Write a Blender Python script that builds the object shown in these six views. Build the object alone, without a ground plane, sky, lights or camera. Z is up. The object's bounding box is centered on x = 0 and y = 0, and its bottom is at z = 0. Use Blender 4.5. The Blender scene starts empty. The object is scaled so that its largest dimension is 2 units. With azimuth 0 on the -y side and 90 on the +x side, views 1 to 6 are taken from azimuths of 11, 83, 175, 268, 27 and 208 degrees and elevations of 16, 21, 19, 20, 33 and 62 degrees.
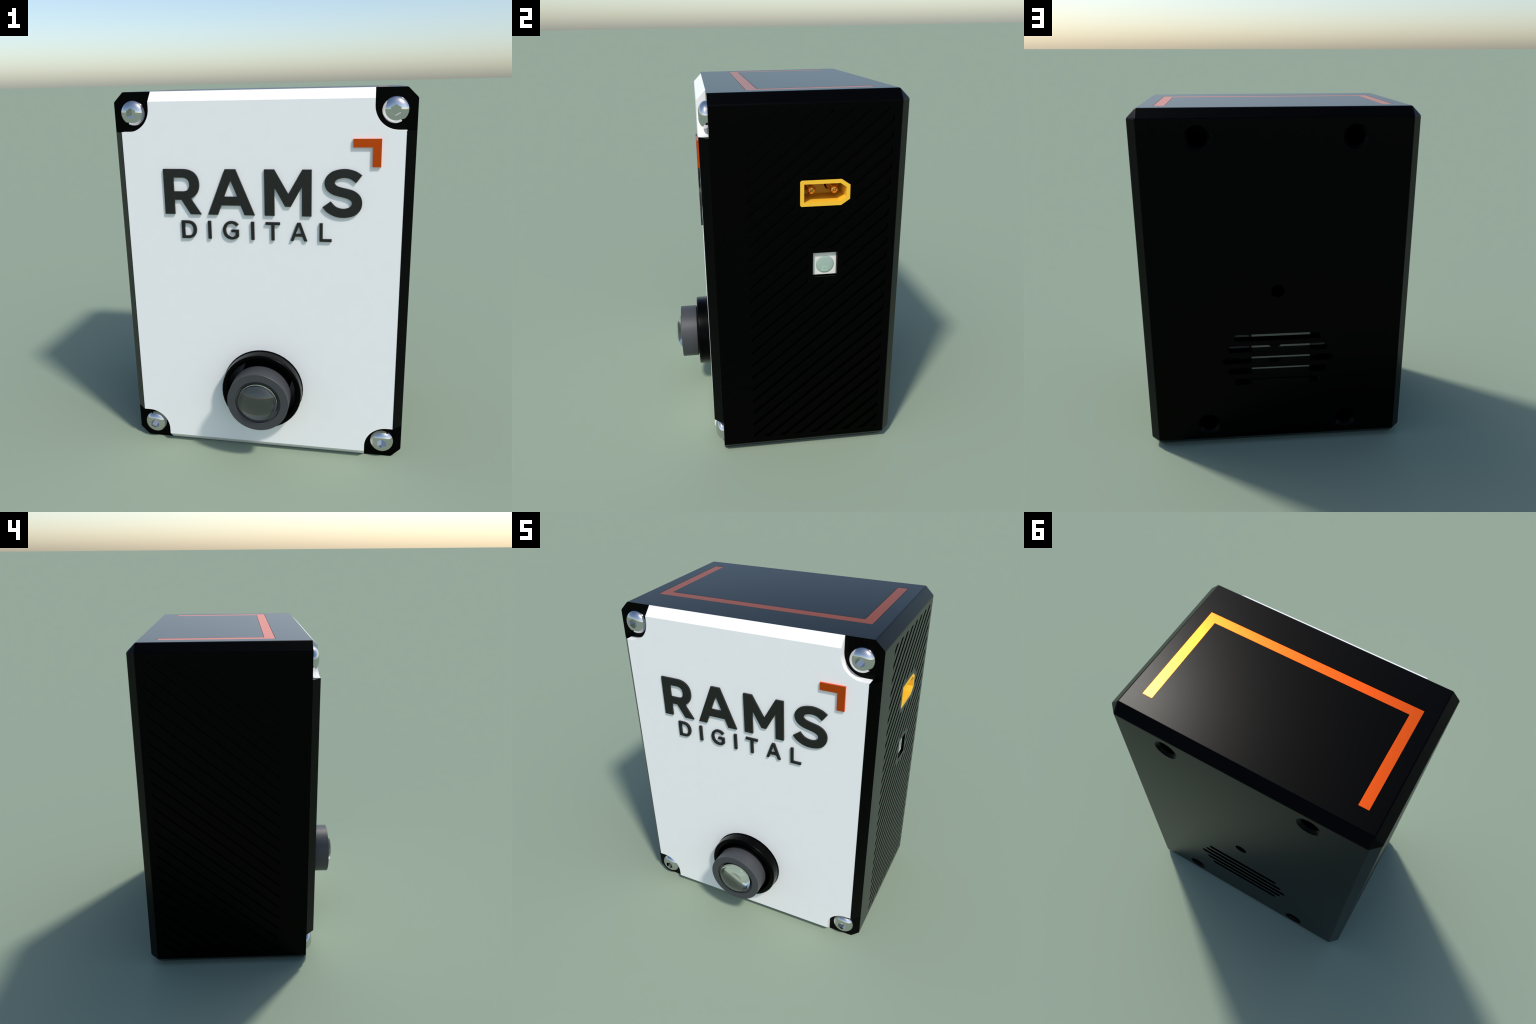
"""A black chamfered instrument box with a white front plate, raised lettering,
a lens, four button-head screws, a yellow power socket and an orange top stripe."""
import bpy, bmesh
from math import pi, sin, cos, radians, sqrt, asin
from mathutils import Vector, Matrix

# ---------------------------------------------------------------- dimensions
HX = 0.7640            # half width
H = 2.0                # height
Y_SPLIT = -0.355       # joint between body and front plate
Y_BACK = 0.6213
Y_FRONT = -0.403       # outer face of the front plate
CH = 0.0505            # chamfer of the body
SIN, COS = sin, cos

# ---------------------------------------------------------------- materials
def material(name, color, rough=0.5, metallic=0.0, grain=0.0, grain_scale=60.0,
             bump=0.0, spec=0.5, ior=1.5, transmission=0.0, coat=0.0):
    m = bpy.data.materials.new(name)
    m.use_nodes = True
    nt = m.node_tree
    b = nt.nodes["Principled BSDF"]
    b.inputs["Base Color"].default_value = (*color, 1)
    b.inputs["Roughness"].default_value = rough
    b.inputs["Metallic"].default_value = metallic
    b.inputs["Specular IOR Level"].default_value = spec
    b.inputs["IOR"].default_value = ior
    b.inputs["Transmission Weight"].default_value = transmission
    b.inputs["Coat Weight"].default_value = coat
    if grain > 0 or bump > 0:
        tc = nt.nodes.new("ShaderNodeTexCoord")
        nz = nt.nodes.new("ShaderNodeTexNoise")
        nz.inputs["Scale"].default_value = grain_scale
        nz.inputs["Detail"].default_value = 3
        nt.links.new(tc.outputs["Object"], nz.inputs["Vector"])
        if grain > 0:
            rp = nt.nodes.new("ShaderNodeValToRGB")
            rp.color_ramp.elements[0].position = 0.3
            rp.color_ramp.elements[1].position = 0.7
            rp.color_ramp.elements[0].color = (*[c * (1 - grain) for c in color], 1)
            rp.color_ramp.elements[1].color = (*[min(1, c * (1 + grain)) for c in color], 1)
            nt.links.new(nz.outputs["Fac"], rp.inputs["Fac"])
            nt.links.new(rp.outputs["Color"], b.inputs["Base Color"])
        if bump > 0:
            bp = nt.nodes.new("ShaderNodeBump")
            bp.inputs["Strength"].default_value = bump
            bp.inputs["Distance"].default_value = 0.002
            nt.links.new(nz.outputs["Fac"], bp.inputs["Height"])
            nt.links.new(bp.outputs["Normal"], b.inputs["Normal"])
    return m

BLACK = material("black_plastic", (0.005, 0.005, 0.005), rough=0.285, metallic=1.0, grain=0.03)
TRIM = material("black_trim", (0.005, 0.005, 0.005), rough=0.285, metallic=1.0, grain=0.03)
WHITE = material("white_plate", (0.83, 0.83, 0.82), rough=0.5, grain=0.006, grain_scale=14)
INK = material("charcoal_letter", (0.050, 0.050, 0.050), rough=0.40, metallic=1.0, grain=0.05)
ORANGE = material("orange_inlay", (0.88, 0.112, 0.014), rough=0.29, metallic=1.0, grain=0.01)
CHROME = material("polished_steel", (0.62, 0.62, 0.62), rough=0.06, metallic=1.0, grain=0.01)
RUBBER = material("bezel_black", (0.005, 0.005, 0.005), rough=0.285, metallic=1.0, grain=0.03)
SHADE = material("matt_black", (0.004, 0.004, 0.0045), rough=0.6, spec=0.2, grain=0.05)
BARREL = material("barrel_grey", (0.042, 0.044, 0.049), rough=0.45, grain=0.02)
CAVITY = material("cavity_dark", (0.03, 0.033, 0.033), rough=0.6, grain=0.05)
GLASS = material("lens_glass", (1, 1, 1), rough=0.0, transmission=1.0, ior=1.62)
YELLOW = material("yellow_plastic", (0.86, 0.475, 0.024), rough=0.5, grain=0.01)
COPPER = material("gold_contact", (0.90, 0.42, 0.09), rough=0.18, metallic=1.0, grain=0.01)
LEDWHITE = material("led_package", (0.73, 0.71, 0.65), rough=0.4, grain=0.01)
LEDGREEN = material("led_resin", (0.325, 0.420, 0.358), rough=0.12, grain=0.01)
LEDPALE = material("led_pale_green", (0.345, 0.490, 0.385), rough=0.2, grain=0.01)
INNER = material("inner_module_grey", (0.62, 0.64, 0.58), rough=0.5, grain=0.02)  # base colour lightened to match the brightness of the lit strips in the slots

# ---------------------------------------------------------------- 2D helpers
def arc(cx, cz, r, a0, a1, n=16, rz=None):
    rz = r if rz is None else rz
    return [(cx + r * cos(radians(a0 + (a1 - a0) * i / n)),
             cz + rz * sin(radians(a0 + (a1 - a0) * i / n))) for i in range(n + 1)]

def bez(p0, p1, p2, p3, n=12):
    out = []
    for i in range(1, n + 1):
        t = i / n
        u = 1 - t
        out.append(tuple(u**3 * a + 3 * u * u * t * b + 3 * u * t * t * c + t**3 * d
                         for a, b, c, d in zip(p0, p1, p2, p3)))
    return out

def smooth_path(pts, n=8):
    """Catmull-Rom through the points (open)."""
    out = []
    P = [pts[0]] + list(pts) + [pts[-1]]
    for i in range(1, len(P) - 2):
        for k in range(n):
            t = k / n
            out.append(tuple(0.5 * (2 * b + (c - a) * t + (2 * a - 5 * b + 4 * c - d) * t * t
                             + (3 * b - a - 3 * c + d) * t**3)
                             for a, b, c, d in zip(P[i - 1], P[i], P[i + 1], P[i + 2])))
    out.append(tuple(pts[-1]))
    return out

def rect(x0, z0, x1, z1):
    return [(x0, z0), (x1, z0), (x1, z1), (x0, z1)]

def circle(cx, cz, r, n=48):
    return arc(cx, cz, r, 0, 360, n)[:-1]

# frames: local (u, v, w) -> world; w is the extrusion direction
FR_Y = Matrix(((1, 0, 0, 0), (0, 0, 1, 0), (0, 1, 0, 0), (0, 0, 0, 1)))      # u=x v=z w=y
FR_X = Matrix(((0, 0, 1, 0), (1, 0, 0, 0), (0, 1, 0, 0), (0, 0, 0, 1)))      # u=y v=z w=x
FR_Z = Matrix(((1, 0, 0, 0), (0, 1, 0, 0), (0, 0, 1, 0), (0, 0, 0, 1)))      # u=x v=y w=z

def prism_mesh(loops, w0, w1, frame, name="prism", bevel=0.0):
    """Extrude filled outlines (outer loops and holes) between w0 and w1."""
    cu = bpy.data.curves.new(name, 'CURVE')
    cu.dimensions = '2D'
    cu.fill_mode = 'BOTH'
    for lp in loops:
        s = cu.splines.new('POLY')
        s.points.add(len(lp) - 1)
        for p, q in zip(s.points, lp):
            p.co = (q[0], q[1], 0, 1)
        s.use_cyclic_u = True
    cu.extrude = abs(w1 - w0) / 2 - bevel
    if bevel:
        cu.bevel_depth = bevel
        cu.bevel_resolution = 1
        cu.offset = -bevel
    ob = bpy.data.objects.new(name, cu)
    bpy.context.scene.collection.objects.link(ob)
    dg = bpy.context.evaluated_depsgraph_get()
    me = bpy.data.meshes.new_from_object(ob.evaluated_get(dg))
    bpy.data.objects.remove(ob)
    bpy.data.curves.remove(cu)
    me.transform(frame @ Matrix.Translation((0, 0, (w0 + w1) / 2)))
    bm = bmesh.new()
    bm.from_mesh(me)
    bmesh.ops.remove_doubles(bm, verts=bm.verts, dist=1e-6)
    bmesh.ops.dissolve_limit(bm, angle_limit=0.001, verts=bm.verts, edges=bm.edges)
    bmesh.ops.recalc_face_normals(bm, faces=bm.faces)
    bm.to_mesh(me)
    bm.free()
    me.name = name
    return me

def join_meshes(meshes, name):
    bm = bmesh.new()
    for m in meshes:
        bm.from_mesh(m)
    me = bpy.data.meshes.new(name)
    bm.to_mesh(me)
    bm.free()
    return me

def lathe_mesh(profile, n, name, closed=True, axis='y'):
    """Revolve (radius, along) pairs about the y axis (through the origin)."""
    bm = bmesh.new()
    rings = []
    for r, y in profile:
        if r < 1e-7:
            rings.append([bm.verts.new((0, y, 0))])
        else:
            rings.append([bm.verts.new((r * cos(2 * pi * i / n), y, r * sin(2 * pi * i / n)))
                          for i in range(n)])
    pairs = list(zip(rings[:-1], rings[1:]))
    if closed:
        pairs.append((rings[-1], rings[0]))
    for a, b in pairs:
        if len(a) == 1 and len(b) == 1:
            continue
        for i in range(n):
            j = (i + 1) % n
            if len(a) == 1:
                bm.faces.new((a[0], b[i], b[j]))
            elif len(b) == 1:
                bm.faces.new((a[i], b[0], a[j]))
            else:
                bm.faces.new((a[i], b[i], b[j], a[j]))
    bmesh.ops.recalc_face_normals(bm, faces=bm.faces)
    me = bpy.data.meshes.new(name)
    bm.to_mesh(me)
    bm.free()
    return me

def boolean(me, cutter, op='DIFFERENCE'):
    a = bpy.data.objects.new("tmp_a", me)
    b = bpy.data.objects.new("tmp_b", cutter)
    sc = bpy.context.scene.collection
    sc.objects.link(a)
    sc.objects.link(b)
    md = a.modifiers.new("cut", 'BOOLEAN')
    md.operation = op
    md.object = b
    md.solver = 'EXACT'
    dg = bpy.context.evaluated_depsgraph_get()
    out = bpy.data.meshes.new_from_object(a.evaluated_get(dg))
    bpy.data.objects.remove(a)
    bpy.data.objects.remove(b)
    return out

ROOT = None

def add(name, me, mat, parent=None, smooth_angle=32, location=None, weighted=False):
    me.materials.clear()
    me.materials.append(mat)
    for p in me.polygons:
        p.use_smooth = True
        p.material_index = 0
    me.set_sharp_from_angle(angle=radians(smooth_angle))
    me.name = name
    ob = bpy.data.objects.new(name, me)
    bpy.context.scene.collection.objects.link(ob)
    ob.parent = parent or ROOT
    if location is not None:
        ob.location = location
    if weighted:
        w = ob.modifiers.new("weighted", 'WEIGHTED_NORMAL')
        w.keep_sharp = True
        w.weight = 100
    return ob

# ---------------------------------------------------------------- the thing
ROOT = bpy.data.objects.new("camera_box", None)
bpy.context.scene.collection.objects.link(ROOT)
ROOT["label"] = "black chamfered box with white front plate, lens and screws"
ROOT["category"] = "camera housing"

# ---------------------------------------------------------------- body
def chamfered_box():
    bm = bmesh.new()
    bmesh.ops.create_cube(bm, size=1.0)
    for v in bm.verts:
        v.co = Vector((v.co.x * 2 * HX,
                       Y_SPLIT if v.co.y < 0 else Y_BACK,
                       0.0 if v.co.z < 0 else H))
    front = lambda e: all(abs(v.co.y - Y_SPLIT) < 1e-5 for v in e.verts)
    bmesh.ops.bevel(bm, geom=[e for e in bm.edges if not front(e)], offset=CH,
                    offset_type='OFFSET', segments=1, affect='EDGES', clamp_overlap=True)
    bmesh.ops.bevel(bm, geom=[e for e in bm.edges if not front(e)], offset=0.0055,
                    offset_type='OFFSET', segments=3, profile=0.5, affect='EDGES')
    bmesh.ops.recalc_face_normals(bm, faces=bm.faces)
    me = bpy.data.meshes.new("body")
    bm.to_mesh(me)
    bm.free()
    return me

body = chamfered_box()

# side grooves: slanted slats clipped to a panel, kept clear of socket and light
PITCH, SLOPE, GW = 0.0770, 0.843, 0.0312       # vertical pitch, slope, vertical width
Y0, Y1, Z0, Z1 = -0.185, 0.5335, 0.0872, 1.9140
SOCKET = [(0.084, 1.446), (0.2842, 1.446), (0.3287, 1.4765), (0.3287, 1.548),
          (0.2842, 1.5785), (0.084, 1.5785), (0.077, 1.5715), (0.077, 1.453)]
SOCKET_IN = [(0.0967, 1.4663), (0.2790, 1.4663), (0.3098, 1.4877), (0.3098, 1.5375),
             (0.2790, 1.5586), (0.0967, 1.5586)]
SOCKET_CLEAR = [(0.0507, 1.4185), (0.2925, 1.4185), (0.3562, 1.462), (0.3562, 1.5625),
                (0.2925, 1.606), (0.0507, 1.606)]
LED = (0.1452, 1.0645, 0.2715, 1.1965)
GD = 0.0115

def groove_mesh(side, clear):
    strips = []
    k = 0
    while True:
        zl = 1.8599 + SLOPE * (-0.30 + 0.1845) + PITCH * (12 - k)   # lower edge at y=-0.30
        k += 1
        if zl > 2.2:
            continue
        rise = SLOPE * 0.95
        if zl + rise < -0.05:
            break
        strips.append(prism_mesh([[(-0.30, zl), (0.65, zl + rise), (0.65, zl + rise + GW),
                                   (-0.30, zl + GW)]], side * (HX - GD), side * (HX + 0.05), FR_X))
    strips = join_meshes(strips, "strips")
    loops = [rect(Y0, Z0, Y1, Z1)]
    if clear:
        m = 0.026
        loops += [SOCKET_CLEAR, rect(LED[0] - m, LED[1] - m, LED[2] + m, LED[3] + m)]
    panel = prism_mesh(loops, side * (HX - GD - 0.02), side * (HX + 0.02), FR_X)
    return boolean(strips, panel, 'INTERSECT')

for side in (1, -1):
    body = boolean(body, groove_mesh(side, side > 0))

cut = []
# socket and light pockets on the right side
cut.append(prism_mesh([SOCKET], HX - 0.26, HX + 0.05, FR_X))
cut.append(prism_mesh([rect(*LED)], HX - 0.09, HX + 0.05, FR_X))
# stripe pocket in the top
GAP = 0.0022
def stripe(g):
    xo, xi, yf, yi, ye = 0.634 + g, 0.578 - g, -0.1640 - g, -0.1080 + g, 0.4680 + g
    return [(-xo, ye), (-xo, yf), (xo, yf), (xo, ye), (xi, ye), (xi, yi), (-xi, yi), (-xi, ye)]
cut.append(prism_mesh([stripe(GAP)], H - 0.012, H + 0.05, FR_Z))
# back: small sensor hole, slots and the chamber behind them
cut.append(prism_mesh([circle(0, 1.0, 0.0385)], Y_BACK - 0.65, Y_BACK + 0.05, FR_Y))
for me in cut:
    body = boolean(body, me)
slots = []
WALL = 0.058
for i, half in enumerate((0.256, 0.291, 0.327, 0.291, 0.256)):
    zc, hh = 0.7145 - 0.0715 * i, 0.0212
    slots.append(prism_mesh([arc(half - hh, zc, hh, -90, 90) + arc(-half + hh, zc, hh, 90, 270)],
                            Y_BACK - WALL - 0.03, Y_BACK + 0.05, FR_Y))
body = boolean(body, prism_mesh([rect(-0.66, 0.06, 0.66, 1.94), circle(0, 1.0, 0.06),
                                 *[circle(x, z, 0.075) for x in (-0.4122, 0.4122) for z in (0.150, 1.850)]], Y_SPLIT + 0.05, Y_BACK - WALL, FR_Y))
body = boolean(body, join_meshes(slots, "slots"))
# back: four countersunk screw holes
sink = []
for cx in (-0.4122, 0.4122):
    for cz in (0.150, 1.850):
        m = lathe_mesh([(0, 0.03), (0.097, 0.03), (0.0495, -0.0175), (0.0495, -0.060), (0.0510, -0.120), (0.0510, -0.65), (0, -0.65)], 56, "sink",
                       closed=False)
        m.transform(Matrix.Translation((cx, Y_BACK, cz)))
        sink.append(m)
body = boolean(body, join_meshes(sink, "sink"))
# front: bore that takes the lens barrel
body = boolean(body, prism_mesh([circle(0, 0.40, 0.19, 64)], Y_SPLIT - 0.05, Y_SPLIT + 0.10, FR_Y))
body_ob = add("body", body, BLACK, weighted=True)

# ---------------------------------------------------------------- front plate
def front_plate():
    bm = bmesh.new()
    xf, zf = 0.7158, 0.0483
    yb = Y_SPLIT - 0.0008
    b = [bm.verts.new(p) for p in ((-xf, yb, 0.0), (xf, yb, 0.0), (xf, yb, H), (-xf, yb, H))]
    f = [bm.verts.new(p) for p in ((-xf, Y_FRONT, zf), (xf, Y_FRONT, zf),
                                   (xf, Y_FRONT, H - zf), (-xf, Y_FRONT, H - zf))]
    bm.faces.new(b[::-1])
    bm.faces.new(f)
    for i in range(4):
        j = (i + 1) % 4
        bm.faces.new((b[i], b[j], f[j], f[i]))
    bmesh.ops.recalc_face_normals(bm, faces=bm.faces)
    me = bpy.data.meshes.new("front_plate")
    bm.to_mesh(me)
    bm.free()
    return me

def notch(sx, top):
    """Corner relief: rectangle with one large round at its inner corner."""
    xi, zi, r = 0.5637, 1.8008, 0.1180
    pts = [(0.9, zi)] + arc(xi + r, zi + r, r, 270, 180, 20) + [(xi, 2.2), (0.9, 2.2)]
    pts = [(sx * x, z if top else H - z) for x, z in pts]
    return prism_mesh([pts], -0.5, -0.2, FR_Y)

plate = front_plate()
for sx in (1, -1):
    for top in (True, False):
        plate = boolean(plate, notch(sx, top))
plate = boolean(plate, prism_mesh([circle(0, 0.40, 0.19, 64)], -0.5, -0.2, FR_Y))
add("front_plate", plate, WHITE, weighted=True)

# black wedge trims: they continue the body chamfer along both sides of the plate
def trim(sx):
    ring = [(HX, Y_SPLIT - 0.0008), (0.7158, Y_FRONT - 0.0008), (0.7135, Y_FRONT - 0.0008), (0.7135, Y_SPLIT - 0.0008)]
    bm = bmesh.new()
    lo = [bm.verts.new((sx * x, y, 0.2000)) for x, y in ring]
    hi = [bm.verts.new((sx * x, y, 1.7995)) for x, y in ring]
    bm.faces.new(lo)
    bm.faces.new(hi[::-1])
    for i in range(4):
        j = (i + 1) % 4
        bm.faces.new((lo[i], hi[i], hi[j], lo[j]))
    bmesh.ops.recalc_face_normals(bm, faces=bm.faces)
    me = bpy.data.meshes.new("side_trim")
    bm.to_mesh(me)
    bm.free()
    return me

for sx in (1, -1):
    add("side_trim", trim(sx), TRIM)

# ---------------------------------------------------------------- lettering
Y_TEXT = -0.4135

def letter(name, loops, mat=INK):
    return add(name, prism_mesh(loops, Y_FRONT + 0.003, Y_TEXT, FR_Y), mat, smooth_angle=25)

ZT, ZB = 1.6155, 1.3800
letter("letter", [   # R
    [(-0.5015, ZT), (-0.400, ZT)] + bez((-0.400, ZT), (-0.345, ZT), (-0.3125, 1.587), (-0.3125, 1.535))
    + bez((-0.3125, 1.535), (-0.3125, 1.501), (-0.329, 1.477), (-0.3605, 1.4625))
    + [(-0.3065, ZB), (-0.3640, ZB), (-0.4105, 1.4555), (-0.4490, 1.4555), (-0.4490, ZB), (-0.5015, ZB)],
    [(-0.4490, 1.5715), (-0.404, 1.5715)] + bez((-0.404, 1.5715), (-0.378, 1.5715), (-0.3645, 1.559), (-0.3645, 1.535))
    + bez((-0.3645, 1.535), (-0.3645, 1.512), (-0.378, 1.4995), (-0.404, 1.4995)) + [(-0.4490, 1.4995)]])
letter("letter", [   # A
    [(-0.1745, ZT), (-0.1195, ZT), (-0.0240, ZB), (-0.0768, ZB), (-0.0970, 1.4295), (-0.1990, 1.4295),
     (-0.2175, ZB), (-0.2700, ZB)],
    [(-0.1467, 1.5600), (-0.1125, 1.4750), (-0.1818, 1.4750)]])
letter("letter", [   # M
    [(0.0280, ZT), (0.0790, ZT), (0.1493, 1.4920), (0.2200, ZT), (0.2663, ZT), (0.2663, ZB), (0.2185, ZB),
     (0.2185, 1.5300), (0.1620, 1.4280), (0.1333, 1.4280), (0.0785, 1.5270), (0.0785, ZB), (0.0280, ZB)]])

def s_outline():
    top = smooth_path([(0.5120, 1.5885), (0.4800, 1.6085), (0.4290, 1.6195), (0.3735, 1.6090), (0.3405, 1.5830),
                       (0.3300, 1.5500), (0.3390, 1.5190), (0.3610, 1.4985), (0.3900, 1.4865), (0.4350, 1.4755),
                       (0.4585, 1.4640), (0.4655, 1.4485), (0.4555, 1.4305), (0.4240, 1.4215), (0.3880, 1.4310),
                       (0.3610, 1.4580)])
    bot = smooth_path([(0.3210, 1.4285), (0.3440, 1.4030), (0.3830, 1.3825), (0.4270, 1.3765), (0.4740, 1.3860),
                       (0.5050, 1.4120), (0.5155, 1.4490), (0.5055, 1.4850), (0.4720, 1.5125), (0.4080, 1.5295),
                       (0.3860, 1.5400), (0.3800, 1.5535), (0.3930, 1.5685), (0.4240, 1.5760), (0.4550, 1.5705),
                       (0.4835, 1.5510)])
    return top + bot

letter("letter", [s_outline()])

zt, zb = 1.3458, 1.2505
zm = (zt + zb) / 2
letter("letter", [   # D
    [(-0.4172, zt), (-0.3830, zt)] + bez((-0.3830, zt), (-0.3540, zt), (-0.3360, 1.3260), (-0.3360, zm))
    + bez((-0.3360, zm), (-0.3360, 1.2700), (-0.3540, zb), (-0.3830, zb)) + [(-0.4172, zb)],
    [(-0.4000, 1.3315), (-0.3840, 1.3315)] + bez((-0.3840, 1.3315), (-0.3650, 1.3315), (-0.3540, 1.3190), (-0.3540, zm))
    + bez((-0.3540, zm), (-0.3540, 1.2770), (-0.3650, 1.2648), (-0.3840, 1.2648)) + [(-0.4000, 1.2648)]])
letter("letter", [rect(-0.2740, zb, -0.2572, zt)])
letter("letter", [   # G
    smooth_path([(-0.1108, 1.3300), (-0.1265, 1.3428), (-0.1485, 1.3477), (-0.1690, 1.3433), (-0.1870, 1.3270), (-0.1945, 1.2990),
                 (-0.1875, 1.2715), (-0.1700, 1.2550), (-0.1470, 1.2495), (-0.1255, 1.2545), (-0.1100, 1.2660)])
    + [(-0.1100, 1.3020), (-0.1500, 1.3020), (-0.1500, 1.2885), (-0.1275, 1.2885), (-0.1275, 1.2715)]
    + smooth_path([(-0.1275, 1.2715), (-0.1360, 1.2650), (-0.1470, 1.2628), (-0.1620, 1.2672), (-0.1735, 1.2790), (-0.1782, 1.2990),
                   (-0.1735, 1.3190), (-0.1625, 1.3305), (-0.1475, 1.3338), (-0.1335, 1.3295), (-0.1235, 1.3205)])[1:]])
letter("letter", [rect(-0.0450, zb, -0.0282, zt)])
letter("letter", [   # T
    [(0.0315, zt), (0.1058, zt), (0.1058, 1.3320), (0.0770, 1.3320), (0.0770, zb), (0.0608, zb),
     (0.0608, 1.3320), (0.0315, 1.3320)]])
letter("letter", [   # A
    [(0.1940, zt), (0.2110, zt), (0.2458, zb), (0.2298, zb), (0.2205, 1.2742), (0.1838, 1.2742),
     (0.1750, zb), (0.1595, zb)],
    [(0.2020, 1.3290), (0.2160, 1.2878), (0.1880, 1.2878)]])
letter("letter", [   # L
    [(0.3073, zt), (0.3233, zt), (0.3233, 1.2640), (0.3688, 1.2640), (0.3688, zb), (0.3073, zb)]])
letter("corner_mark", [[(0.4660, 1.7640), (0.6003, 1.7640), (0.6003, 1.6290), (0.5592, 1.6290),
                        (0.5592, 1.7233), (0.4660, 1.7233)]], ORANGE)

# ---------------------------------------------------------------- top stripe
add("top_stripe", prism_mesh([stripe(0.0)], H - 0.0125, H - 0.0003, FR_Z), ORANGE)

# ---------------------------------------------------------------- screws
def screw_mesh():
    r, h, rt = 0.0662, 0.0412, 0.012          # low dome, steeper towards its rim
    prof = [(0, 0.004), (r, 0.004), (r, -0.002)]
    for i in range(1, 21):
        a = pi / 2 * i / 20
        prof.append((rt + (r - rt) * cos(a), -0.002 - (h - 0.002) * sin(a)))
    prof.append((0, -h))
    me = lathe_mesh(prof, 64, "screw", closed=False)
    hexa = [(0.0272 * cos(radians(30 + 60 * i)), 0.0272 * sin(radians(30 + 60 * i))) for i in range(6)]
    return boolean(me, prism_mesh([hexa], -0.07, -0.004, FR_Y))

screw = screw_mesh()
for cx in (-0.659, 0.659):
    for cz in (1.8950, 0.1000):
        add("screw", screw, CHROME, location=(cx, Y_SPLIT - 0.0025, cz), smooth_angle=35)

# ---------------------------------------------------------------- lens
LZ = 0.400
def fillet(r, y, rad, n=5):
    """Round outer front corner of radius rad at (r, y), going from side to front."""
    return [(r - rad + rad * cos(pi / 2 * i / n), y + rad - rad * sin(pi / 2 * i / n)) for i in range(n + 1)]

bezel = lathe_mesh([(0.1890, -0.3400), (0.1890, -0.4020), (0.2235, -0.4020), (0.2235, -0.4075), (0.2198, -0.4085)] + fillet(0.2198, -0.4725, 0.010)
                   + [(0.1960, -0.4725), (0.1910, -0.4695), (0.1880, -0.4600), (0.1860, -0.3400)], 44, "lens_bezel")
add("lens_bezel", bezel, RUBBER, location=(0, 0, LZ), smooth_angle=40)
FACE = -0.5780
barrel = lathe_mesh([(0.1000, -0.4300), (0.1000, -0.4600), (0.1635, -0.4780), (0.1650, -0.4795), (0.1650, FACE + 0.0015), (0.1635, FACE), (0.1235, FACE), (0.1220, FACE + 0.0015),
                     (0.1215, -0.5640), (0.1085, -0.5610), (0.1085, -0.4700), (0.0, -0.4700), (0.0, -0.4300)], 96, "lens_barrel", closed=False)
barrel_ob = add("lens_barrel", barrel, BARREL, location=(0, 0, LZ), smooth_angle=30)
neck = lathe_mesh([(0.0, -0.2000), (0.1430, -0.2000), (0.1430, -0.4660), (0.0, -0.4660)], 72, "barrel_neck", closed=False)
add("barrel_neck", neck, SHADE, location=(0, 0, LZ))
def lens_mesh():
    # spherical cap, rounded over at the rim, flat behind
    R, tip, rc, rr = 0.165, -0.6213, 0.1035, 0.0050
    a = asin(rc / R)
    prof = [(0.0, tip)] + [(R * sin(a * i / 28), tip + R * (1 - cos(a * i / 28))) for i in range(1, 29)]
    cr, cy = rc - rr * sin(a), prof[-1][1] + rr * cos(a)
    prof += [(cr + rr * sin(a + (pi / 2 - a) * i / 8), cy - rr * cos(a + (pi / 2 - a) * i / 8)) for i in range(1, 9)]
    prof += [(cr + rr, cy + 0.013), (0.0, cy + 0.013)]
    return lathe_mesh(prof, 96, "lens", closed=False)
add("lens", lens_mesh(), GLASS, parent=barrel_ob, smooth_angle=30)

# ---------------------------------------------------------------- power socket
CD = 0.172
shell = prism_mesh([SOCKET], HX - 0.24, HX + 0.0010, FR_X)
shell = boolean(shell, prism_mesh([SOCKET_IN], HX - CD, HX + 0.05, FR_X))
sock = add("power_socket", shell, YELLOW)

def pin_mesh():
    r, L = 0.0220, 0.127
    prof = [(0, 0), (r, 0)]
    for i in range(0, 9):
        a = pi / 2 * i / 9
        prof.append((0.008 + (r - 0.008) * cos(a), L - 0.016 + 0.016 * sin(a)))
    prof.append((0, L))
    me = lathe_mesh(prof, 40, "contact_pin", closed=False)      # along +y
    me.transform(Matrix.Rotation(radians(-90), 4, 'Z'))          # along +x
    for ang in (40, 130):
        slit = prism_mesh([rect(-0.03, -0.0014, 0.03, 0.0014)], L - 0.05, L + 0.03, FR_X)
        slit.transform(Matrix.Rotation(radians(ang), 4, 'X'))
        me = boolean(me, slit)
    return me

pin = pin_mesh()
well = prism_mesh([circle(0, 0, 0.0285, 40)], -0.002, 0.0008, FR_X)
for y in (0.1440, 0.2618):
    add("contact_pin", pin, COPPER, parent=sock, location=(HX - CD - 0.005, y, 1.5122), smooth_angle=35)
    add("pin_well", well, TRIM, parent=sock, location=(HX - CD, y, 1.5122))

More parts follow.
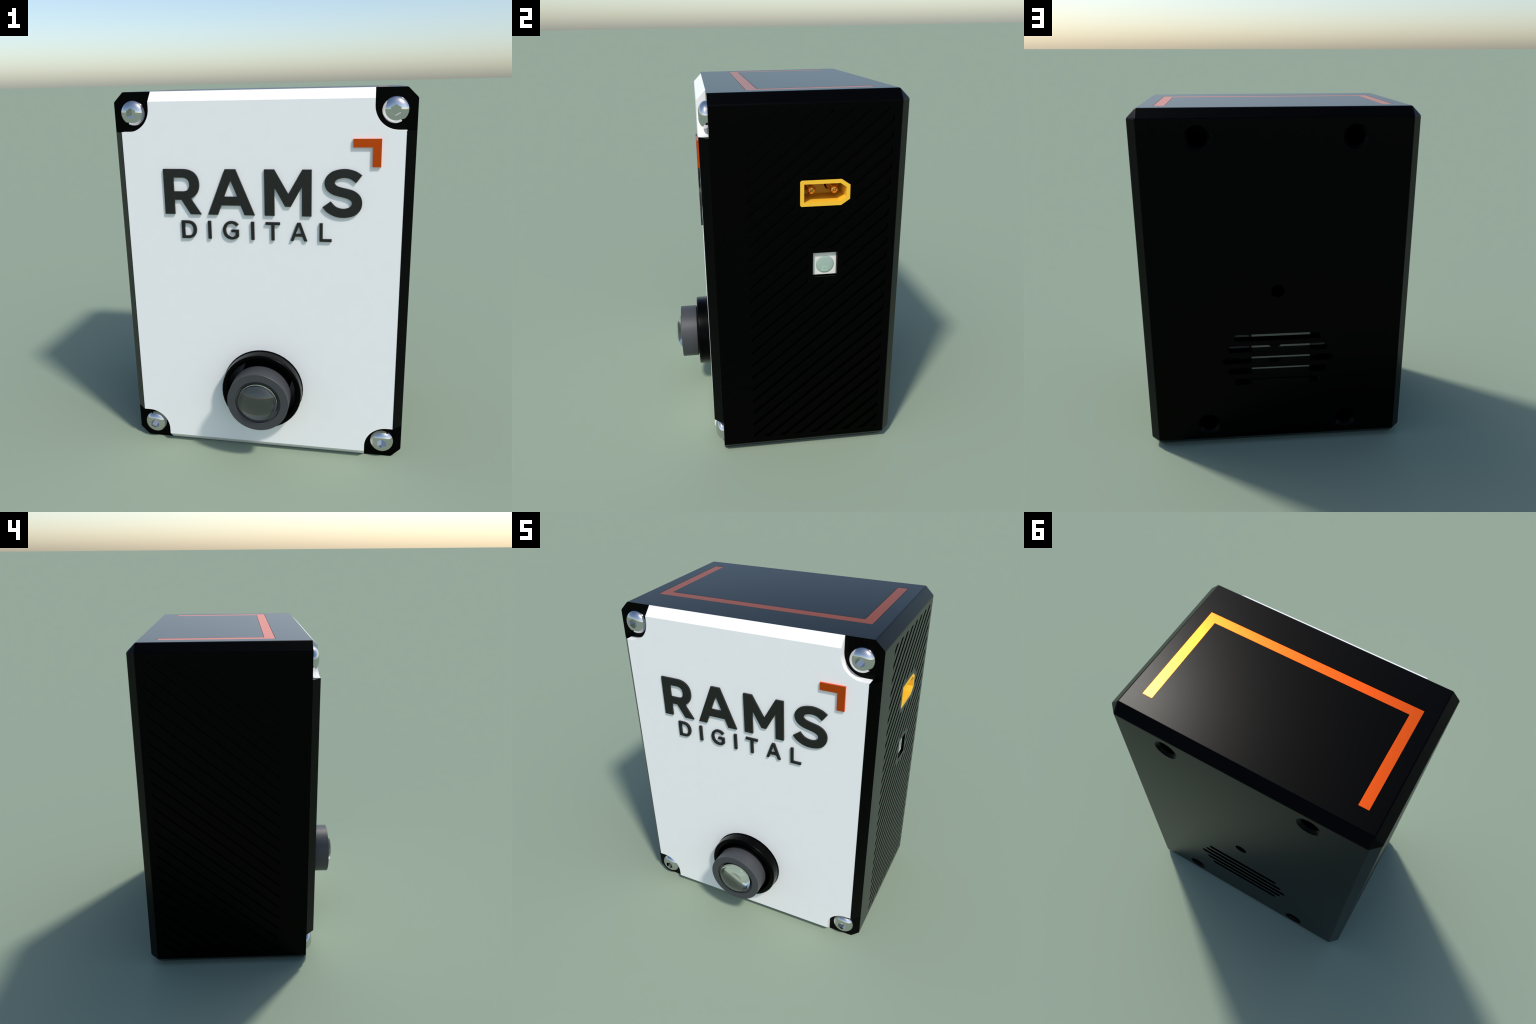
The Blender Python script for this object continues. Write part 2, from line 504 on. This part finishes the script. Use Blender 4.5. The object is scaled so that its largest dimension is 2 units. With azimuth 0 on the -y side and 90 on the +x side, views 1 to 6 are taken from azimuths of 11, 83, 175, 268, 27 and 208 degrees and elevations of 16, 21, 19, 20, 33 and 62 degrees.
# ---------------------------------------------------------------- indicator light
LCY, LCZ = (LED[0] + LED[2]) / 2 + 0.003, (LED[1] + LED[3]) / 2 - 0.005
LD = 0.0165
pk = prism_mesh([rect(LED[0] + 0.0005, LED[1] + 0.006, LED[2] - 0.002, LED[3] - 0.003)], HX - 0.085, HX - LD, FR_X)
pk = boolean(pk, prism_mesh([circle(LCY, LCZ, 0.0475, 56)], HX - LD - 0.010, HX, FR_X))
light = add("indicator_light", pk, LEDWHITE)
dome = lathe_mesh([(0, 0.0), (0.0470, 0.0), (0.0470, 0.0100), (0.0440, 0.0118), (0.0380, 0.0128), (0.0250, 0.0136), (0, 0.0140)],
                  56, "light_window", closed=False)
dome.transform(Matrix.Rotation(radians(-90), 4, 'Z'))
window = add("light_window", dome, LEDGREEN, parent=light, location=(HX - LD - 0.0098, LCY, LCZ))
pale_patch = boolean(prism_mesh([rect(LCY - 0.018, LCZ - 0.037, LCY + 0.013, LCZ - 0.006)], HX - LD, HX - LD + 0.0042, FR_X),  # paler raised patch with a square opening on the lower part of the disc
               prism_mesh([rect(LCY - 0.007, LCZ - 0.030, LCY + 0.006, LCZ - 0.015)], HX - LD - 0.01, HX - LD + 0.01, FR_X))
add("window_pale_patch", pale_patch, LEDPALE, parent=light)

# ---------------------------------------------------------------- behind the back slots
# a pale module deep in the hollow case, seen through the slots
PY = 0.480
module = prism_mesh([arc(0.118, 0.675, 0.028, 0, 90, 6) + arc(-0.180, 0.675, 0.028, 90, 180, 6)
                     + arc(-0.180, 0.423, 0.028, 180, 270, 6) + arc(0.118, 0.423, 0.028, 270, 360, 6),
                     circle(0.005, 0.602, 0.038, 32)], PY - 0.05, PY, FR_Y)
add("inner_module", module, INNER)
add("inner_board", prism_mesh([rect(-0.50, 0.07, 0.50, 0.75)], -0.16, -0.14, FR_Y), WHITE)
add("inner_shade", prism_mesh([circle(0.005, 0.602, 0.045, 32)], PY - 0.03, PY - 0.012, FR_Y), SHADE)
add("inner_wing", prism_mesh([rect(-0.40, 0.455, -0.24, 0.535)], 0.28, 0.30, FR_Y), INNER)
add("inner_bracket", prism_mesh([rect(0.150, 0.42, 0.45, 0.72)], 0.16, 0.20, FR_Y), LEDWHITE)
